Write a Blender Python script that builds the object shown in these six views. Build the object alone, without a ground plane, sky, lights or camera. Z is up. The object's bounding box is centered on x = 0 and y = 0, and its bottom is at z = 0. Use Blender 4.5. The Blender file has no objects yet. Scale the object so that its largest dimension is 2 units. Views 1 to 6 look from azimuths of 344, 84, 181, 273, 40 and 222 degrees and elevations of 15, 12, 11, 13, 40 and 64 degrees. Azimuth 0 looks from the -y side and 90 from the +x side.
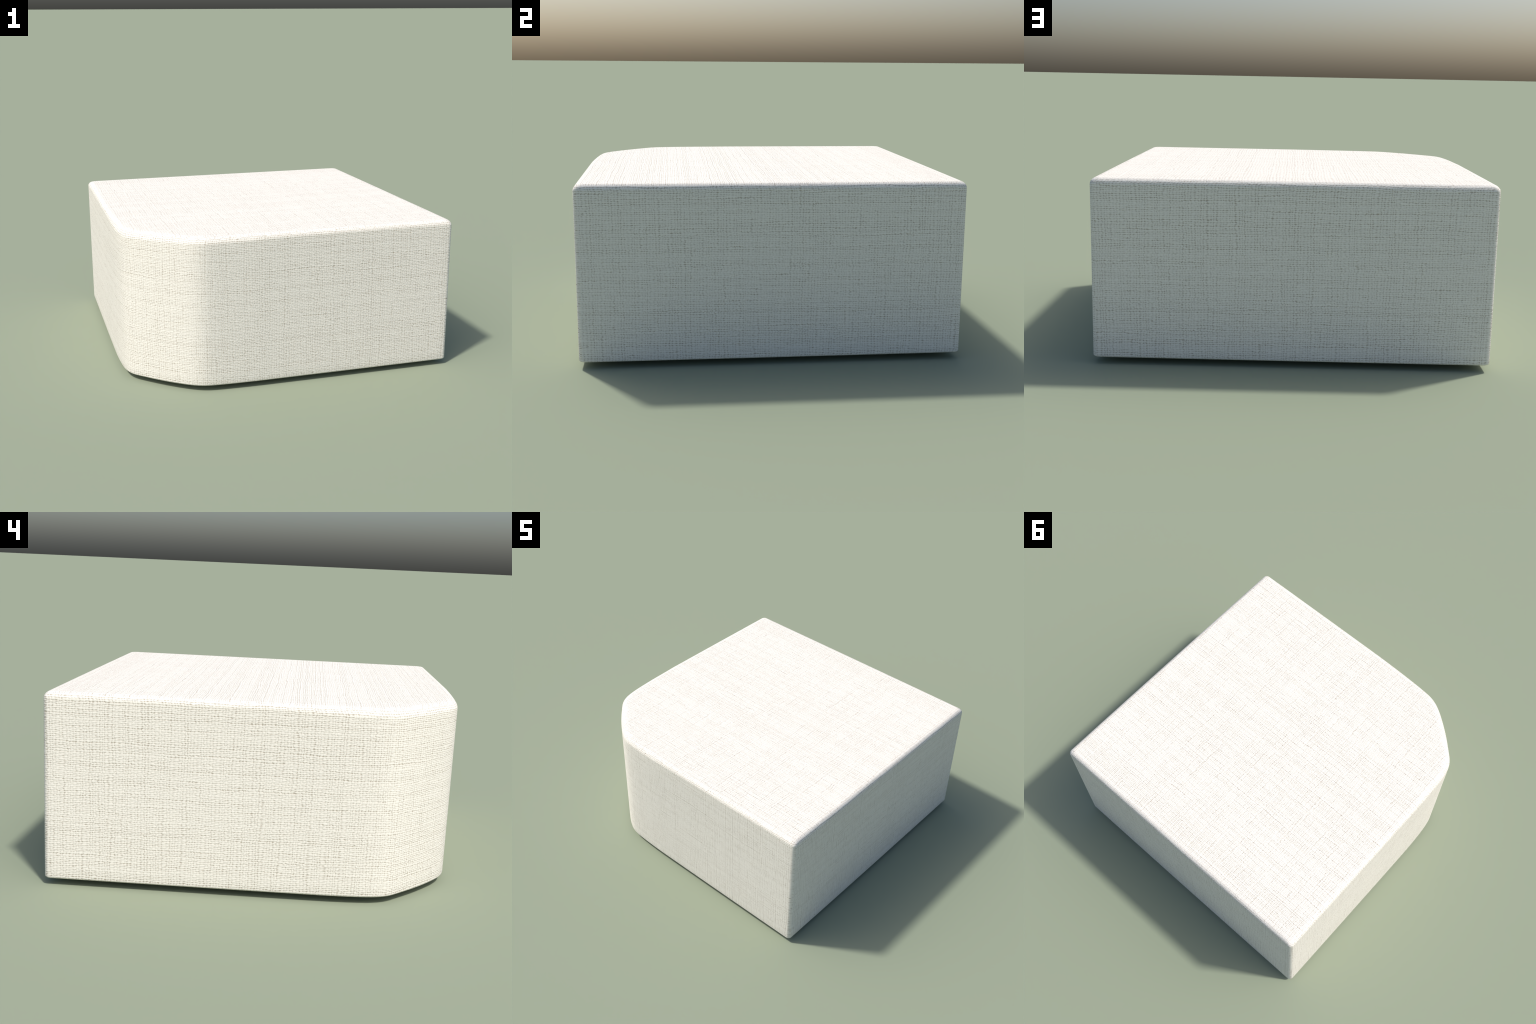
"""A square upholstered pouf: one big rounded front corner, three crisp corners,
softly filleted top edge, off-white slub-linen weave, four low hidden feet."""
import bpy, bmesh, math
from mathutils import Vector, noise

# ------------------------------------------------------------------ sizes
HX, HY = 0.9980, 0.9885          # half width / half depth of the cushion
Z_BOTTOM, Z_TOP = 0.032, 0.939
R_TOP, R_TOP_SOFT = 0.034, 0.052   # top fillet at the crisp sides / at the round corner
R_BOTTOM = 0.012
BELLY = 0.0018                 # how far the stretched sides bow out in plan
R_EDGE = 0.026                 # upright crisp corners
FOOT_INSET, FOOT_RADIUS = 0.30, 0.05

# plan of the big soft corner (a bowed diagonal between two tight shoulders)
SOFT_CORNER = [
    (-0.9995, -0.100), (-0.999, -0.220), (-0.998, -0.345), (-0.993, -0.465), (-0.985, -0.555),
    (-0.969, -0.629), (-0.940, -0.680), (-0.904, -0.716), (-0.848, -0.772),
    (-0.786, -0.829), (-0.717, -0.885), (-0.652, -0.932), (-0.590, -0.964),
    (-0.537, -0.977), (-0.460, -0.983), (-0.370, -0.987), (-0.240, -0.990), (-0.100, -0.990),
]


def catmull(pts, n):
    out = []
    for i in range(1, len(pts) - 2):
        a, b, c, d = (Vector(p) for p in pts[i - 1:i + 3])
        for k in range(n):
            t = k / n
            out.append(0.5 * (2 * b + (c - a) * t + (2 * a - 5 * b + 4 * c - d) * t * t
                              + (3 * b - a - 3 * c + d) * t ** 3))
    out.append(Vector(pts[-2]))
    return out


def eased(pts, count, passes):
    """Even spacing along the curve, then gentle smoothing so the shoulders turn softly."""
    at = [0.0]
    for a, b in zip(pts, pts[1:]):
        at.append(at[-1] + (b - a).length)
    out, k = [], 0
    for i in range(count):
        d = at[-1] * i / (count - 1)
        while k < len(pts) - 2 and at[k + 1] < d:
            k += 1
        out.append(pts[k].lerp(pts[k + 1], (d - at[k]) / (at[k + 1] - at[k])))
    for _ in range(passes):
        out = [out[0]] + [0.25 * a + 0.5 * b + 0.25 * c for a, b, c in zip(out, out[1:], out[2:])] + [out[-1]]
    return out


SOFT = eased(catmull([(-0.9995, 0.05)] + SOFT_CORNER + [(0.05, -0.990)], 8), 160, 12)


def bowed(a, b, t):
    """Point t of the way along a side from a to b, bowed gently outwards."""
    run = b - a
    outward = Vector((run.y, -run.x)).normalized()
    return a.lerp(b, t) + outward * BELLY * (run.length / 2) ** 2 * 4 * t * (1 - t)


def plan(inset):
    """Closed outline of the cushion, moved inwards by inset(softness)."""
    ring = []
    hard = inset(0.0)
    # soft corner, walked from the left side to the front side
    n = len(SOFT)
    for i, p in enumerate(SOFT):
        t = SOFT[min(i + 1, n - 1)] - SOFT[max(i - 1, 0)]
        inward = Vector((-t.y, t.x)).normalized()
        soft = math.sin(math.pi * i / (n - 1)) ** 0.8 if 0 < i < n - 1 else 0.0
        ring.append((p + inward * inset(soft), soft))
    r = R_EDGE + 0.2 * hard
    for cx, cy, a0 in ((1, -1, -90), (1, 1, 0), (-1, 1, 90)):
        ox, oy = cx * (HX - hard - r), cy * (HY - hard - r)
        start = ring[-1][0]
        first = Vector((ox + r * math.cos(math.radians(a0)), oy + r * math.sin(math.radians(a0))))
        for k in range(1, 24):
            ring.append((bowed(start, first, k / 24), 0.0))
        for k in range(9):
            a = math.radians(a0 + 90 * k / 8)
            ring.append((Vector((ox + r * math.cos(a), oy + r * math.sin(a))), 0.0))
    start, last = ring[-1][0], ring[0][0]
    for k in range(1, 24):
        ring.append((bowed(start, last, k / 24), 0.0))
    return ring


def top_radius(soft):
    return R_TOP + (R_TOP_SOFT - R_TOP) * soft


def build_cushion():
    bm = bmesh.new()
    rings = []

    def add(inset, height):
        rings.append([bm.verts.new((p.x, p.y, height(s))) for p, s in plan(inset)])

    add(lambda s: R_BOTTOM + 0.02, lambda s: Z_BOTTOM)
    for k in range(7):                                   # lower fillet
        a = math.pi / 2 * k / 6
        add(lambda s: R_BOTTOM * (1 - math.sin(a)), lambda s: Z_BOTTOM + R_BOTTOM * (1 - math.cos(a)))
    lo, hi = Z_BOTTOM + R_BOTTOM, Z_TOP
    for k in range(1, 12):                               # upright wall
        add(lambda s: 0.0, lambda s: lo + (hi - top_radius(s) - lo) * k / 12)
    for k in range(13):                                  # upper fillet
        a = math.pi / 2 * k / 12
        add(lambda s: top_radius(s) * (1 - math.cos(a)),
            lambda s: Z_TOP - top_radius(s) * (1 - math.sin(a)))
    add(lambda s: top_radius(s) + 0.015, lambda s: Z_TOP)
    add(lambda s: top_radius(s) + 0.06, lambda s: Z_TOP)
    for lower, upper in zip(rings, rings[1:]):
        m = len(lower)
        for i in range(m):
            bm.faces.new((lower[i], lower[(i + 1) % m], upper[(i + 1) % m], upper[i]))
    bm.faces.new(rings[-1])
    bm.faces.new(list(reversed(rings[0])))
    bmesh.ops.recalc_face_normals(bm, faces=bm.faces)
    me = bpy.data.meshes.new("cushion")
    bm.to_mesh(me)
    bm.free()
    me.polygons.foreach_set("use_smooth", [True] * len(me.polygons))
    return bpy.data.objects.new("cushion", me)


def build_foot_mesh():
    """A low turned glide: short drum with rounded lower rim."""
    bm = bmesh.new()
    profile = [(FOOT_RADIUS - 0.008, 0.0), (FOOT_RADIUS - 0.002, 0.002), (FOOT_RADIUS, 0.008),
               (FOOT_RADIUS, Z_BOTTOM + 0.004)]
    n = 48
    rings = [[bm.verts.new((r * math.cos(2 * math.pi * i / n), r * math.sin(2 * math.pi * i / n), z))
              for i in range(n)] for r, z in profile]
    for a, b in zip(rings, rings[1:]):
        for i in range(n):
            bm.faces.new((a[i], a[(i + 1) % n], b[(i + 1) % n], b[i]))
    bm.faces.new(rings[-1])
    bm.faces.new(list(reversed(rings[0])))
    me = bpy.data.meshes.new("foot")
    bm.to_mesh(me)
    bm.free()
    return me


# ------------------------------------------------------------------ materials
class Nodes:
    """Small helper that writes shader maths as expressions."""

    def __init__(self, tree):
        self.t = tree

    def put(self, sock, v):
        if isinstance(v, bpy.types.NodeSocket):
            self.t.links.new(v, sock)
        else:
            sock.default_value = v

    def math(self, op, a, b=0.0, c=0.0, clamp=False):
        n = self.t.nodes.new("ShaderNodeMath")
        n.operation, n.use_clamp = op, clamp
        for s, v in zip(n.inputs, (a, b, c)):
            self.put(s, v)
        return n.outputs[0]

    def add(self, a, b): return self.math("ADD", a, b)
    def sub(self, a, b): return self.math("SUBTRACT", a, b)
    def mul(self, a, b): return self.math("MULTIPLY", a, b)

    def mix(self, f, a, b):
        n = self.t.nodes.new("ShaderNodeMix")
        n.data_type = "FLOAT"
        for s, v in zip(n.inputs[:4], (f, 0.0, a, b)):
            if s.name != "Factor" or s.type == "VALUE":
                self.put(s, v) if s.name in ("Factor", "A", "B") else None
        return n.outputs[0]

    def ramp(self, v, lo, hi, a=0.0, b=1.0):
        n = self.t.nodes.new("ShaderNodeMapRange")
        n.interpolation_type = "SMOOTHSTEP"
        for s, x in zip(n.inputs[:5], (v, lo, hi, a, b)):
            self.put(s, x)
        return n.outputs[0]

    def noise(self, x, y, z=0.0, scale=1.0, detail=2.0):
        c = self.t.nodes.new("ShaderNodeCombineXYZ")
        for s, v in zip(c.inputs, (x, y, z)):
            self.put(s, v)
        n = self.t.nodes.new("ShaderNodeTexNoise")
        n.inputs["Scale"].default_value = scale
        n.inputs["Detail"].default_value = detail
        self.t.links.new(c.outputs[0], n.inputs["Vector"])
        return n.outputs["Fac"]

    def white(self, a, b):
        c = self.t.nodes.new("ShaderNodeCombineXYZ")
        self.put(c.inputs[0], self.add(a, 0.5) if isinstance(a, bpy.types.NodeSocket) else a)
        self.put(c.inputs[1], self.add(b, 0.5) if isinstance(b, bpy.types.NodeSocket) else b)
        n = self.t.nodes.new("ShaderNodeTexWhiteNoise")
        n.noise_dimensions = "2D"
        self.t.links.new(c.outputs[0], n.inputs["Vector"])
        return n.outputs["Value"]

    def color_mix(self, f, a, b):
        n = self.t.nodes.new("ShaderNodeMix")
        n.data_type = "RGBA"
        self.put(n.inputs[0], f)
        self.put(n.inputs[6], a)
        self.put(n.inputs[7], b)
        return n.outputs[2]


PITCH_U, PITCH_V = 0.0153, 0.0095    # spacing of upright / level yarns
YARN_PALE, YARN_DULL = (0.872, 0.844, 0.780, 1), (0.818, 0.788, 0.722, 1)
GAP = (0.485, 0.438, 0.368, 1.0)


def linen():
    mat = bpy.data.materials.new("slub_linen")
    mat.use_nodes = True
    t = mat.node_tree
    t.nodes.clear()
    N = Nodes(t)
    pos = t.nodes.new("ShaderNodeSeparateXYZ")
    t.links.new(t.nodes.new("ShaderNodeTexCoord").outputs["Object"], pos.inputs[0])
    x, y, z = pos.outputs
    nor = t.nodes.new("ShaderNodeSeparateXYZ")
    t.links.new(t.nodes.new("ShaderNodeNewGeometry").outputs["Normal"], nor.inputs[0])
    nx, ny, nz = nor.outputs

    # cloth coordinates: the top is laid flat (level yarns run along x); the sides are
    # one band whose u runs round the soft corner and restarts at the crisp corners
    is_top = N.math("GREATER_THAN", N.math("ABSOLUTE", nz), 0.7071)
    run = N.sub(x, y)
    bend = N.math("MAXIMUM", N.math("MINIMUM", run, 0.34), -0.34)
    u_soft = N.sub(run, N.mul(bend, 0.293))
    u_back = N.sub(N.math("MULTIPLY", y, 1.0), N.add(x, -5.0))
    back = N.math("GREATER_THAN", N.add(nx, ny), 0.0)
    u_side = N.mix(back, u_soft, u_back)
    u = N.mix(is_top, u_side, x)
    v = N.mix(is_top, z, N.add(y, 3.0))

    # yarns wander a little and swell and thin along and across the cloth
    wob_u = N.sub(N.noise(N.mul(u, 7.0), N.mul(v, 4.0), 1.7, 1.0, 2.0), 0.5)
    wob_v = N.sub(N.noise(N.mul(u, 4.0), N.mul(v, 7.0), 5.2, 1.0, 2.0), 0.5)
    slub_u = N.sub(N.noise(N.mul(u, 28.0), N.mul(v, 2.5), 8.0, 1.0, 0.0), 0.5)
    slub_v = N.sub(N.noise(N.mul(u, 2.5), N.mul(v, 42.0), 3.0, 1.0, 0.0), 0.5)
    tiny_u = N.sub(N.noise(N.mul(u, 45.0), N.mul(v, 90.0), 4.4, 1.0, 1.0), 0.5)
    tiny_v = N.sub(N.noise(N.mul(u, 70.0), N.mul(v, 90.0), 9.4, 1.0, 1.0), 0.5)
    V = N.add(N.math("DIVIDE", v, PITCH_V), N.add(N.add(N.mul(wob_v, 1.6), N.mul(slub_v, 1.25)), N.mul(tiny_v, 0.80)))
    iv = N.math("FLOOR", V)
    shift = N.mul(N.sub(N.white(iv, 21.0), 0.5), 0.36)      # each level yarn slips sideways a bit
    U = N.add(N.math("DIVIDE", u, PITCH_U), N.add(N.add(N.mul(wob_u, 1.0), N.mul(slub_u, 1.3)), N.add(N.mul(tiny_u, 0.70), shift)))
    iu = N.math("FLOOR", U)
    ru, rv = N.math("ROUND", U), N.math("ROUND", V)

    # plain weave: level yarns show as long bricks, diving under every other upright yarn
    su = N.math("ABSOLUTE", N.math("SINE", N.mul(U, math.pi)))
    sv = N.math("ABSOLUTE", N.math("SINE", N.mul(V, math.pi)))
    over = N.math("ABSOLUTE", N.math("MODULO", N.add(iu, iv), 2.0))      # 1: level yarn on top
    lift = N.add(0.72, N.mul(N.mul(su, N.sub(N.mul(over, 2.0), 1.0)), 0.28))
    weft = N.mul(N.math("POWER", sv, 0.5), lift)
    warp = N.mul(N.math("POWER", su, 0.6), N.sub(1.30, lift))
    height = N.math("MAXIMUM", weft, warp)

    # loose rows and columns: here the gaps open wider and look darker
    row_own = N.white(rv, 3.0)
    col_own = N.white(ru, 7.0)
    row = N.ramp(N.add(N.mul(N.noise(N.mul(u, 13.0), N.mul(rv, 5.31), 2.0, 1.0, 2.0), 0.85), N.mul(row_own, 0.42)), 0.52, 0.84)
    col = N.ramp(N.add(N.mul(N.noise(N.mul(ru, 5.31), N.mul(v, 9.0), 6.0, 1.0, 1.0), 0.85), N.mul(col_own, 0.32)), 0.52, 0.84)
    pick = N.white(ru, rv)
    row_gap = N.mul(N.ramp(sv, 0.70, 0.15), N.add(0.19, N.mul(row, 0.30)))
    col_gap = N.mul(N.ramp(su, 0.55, 0.10), N.add(0.05, N.mul(col, 0.19)))
    hole = N.mul(N.mul(N.ramp(su, 0.92, 0.25), N.ramp(sv, 0.98, 0.30)),
                 N.mul(N.add(0.15, N.mul(pick, 0.85)), N.add(0.38, N.add(N.mul(row, 0.65), N.mul(col, 0.48)))))
    gap = N.math("ADD", N.add(row_gap, col_gap), hole, clamp=True)

    # each brick of yarn a little paler or duller, plus fine fibre grain
    tone = N.white(N.add(iu, N.mul(over, 0.37)), iv)
    fibre = N.noise(N.mul(u, 200.0), N.mul(v, 420.0), 0.0, 1.0, 2.0)
    yarn = N.color_mix(N.add(N.mul(tone, 0.6), N.mul(N.ramp(height, 0.5, 0.95), 0.4)), YARN_DULL, YARN_PALE)
    yarn = N.color_mix(N.ramp(fibre, 0.40, 0.70, 0.0, 0.10), yarn, (0.66, 0.61, 0.54, 1))
    colour = N.color_mix(gap, yarn, GAP)

    bump = t.nodes.new("ShaderNodeBump")
    bump.inputs["Strength"].default_value = 0.36
    bump.inputs["Distance"].default_value = 0.0025
    t.links.new(N.sub(height, N.mul(gap, 0.5)), bump.inputs["Height"])
    b = t.nodes.new("ShaderNodeBsdfPrincipled")
    b.inputs["Roughness"].default_value = 0.95
    b.inputs["Specular IOR Level"].default_value = 0.15
    t.links.new(colour, b.inputs["Base Color"])
    t.links.new(bump.outputs[0], b.inputs["Normal"])
    out = t.nodes.new("ShaderNodeOutputMaterial")
    t.links.new(b.outputs[0], out.inputs[0])
    return mat


def dark_plastic():
    mat = bpy.data.materials.new("dark_plastic")
    mat.use_nodes = True
    t = mat.node_tree
    b = t.nodes["Principled BSDF"]
    N = Nodes(t)
    pos = t.nodes.new("ShaderNodeSeparateXYZ")
    t.links.new(t.nodes.new("ShaderNodeTexCoord").outputs["Object"], pos.inputs[0])
    grain = N.noise(*pos.outputs, scale=150.0)
    t.links.new(N.color_mix(grain, (0.02, 0.02, 0.02, 1), (0.035, 0.033, 0.03, 1)), b.inputs["Base Color"])
    b.inputs["Roughness"].default_value = 0.6
    return mat


# ------------------------------------------------------------------ assembly
root = bpy.data.objects.new("pouf", None)
root["label"] = "square off-white linen pouf with one big rounded corner"
root["category"] = "pouf"
bpy.context.collection.objects.link(root)

cushion = build_cushion()
cushion.data.materials.append(linen())
cushion.parent = root
bpy.context.collection.objects.link(cushion)

foot_mesh = build_foot_mesh()
foot_mesh.materials.append(dark_plastic())
for sx, sy in ((1, 1), (-1, 1), (1, -1), (-0.9, -0.9)):
    foot = bpy.data.objects.new("foot", foot_mesh)
    foot.location = (sx * (HX - FOOT_INSET), sy * (HY - FOOT_INSET), 0.0)
    foot.parent = root
    bpy.context.collection.objects.link(foot)
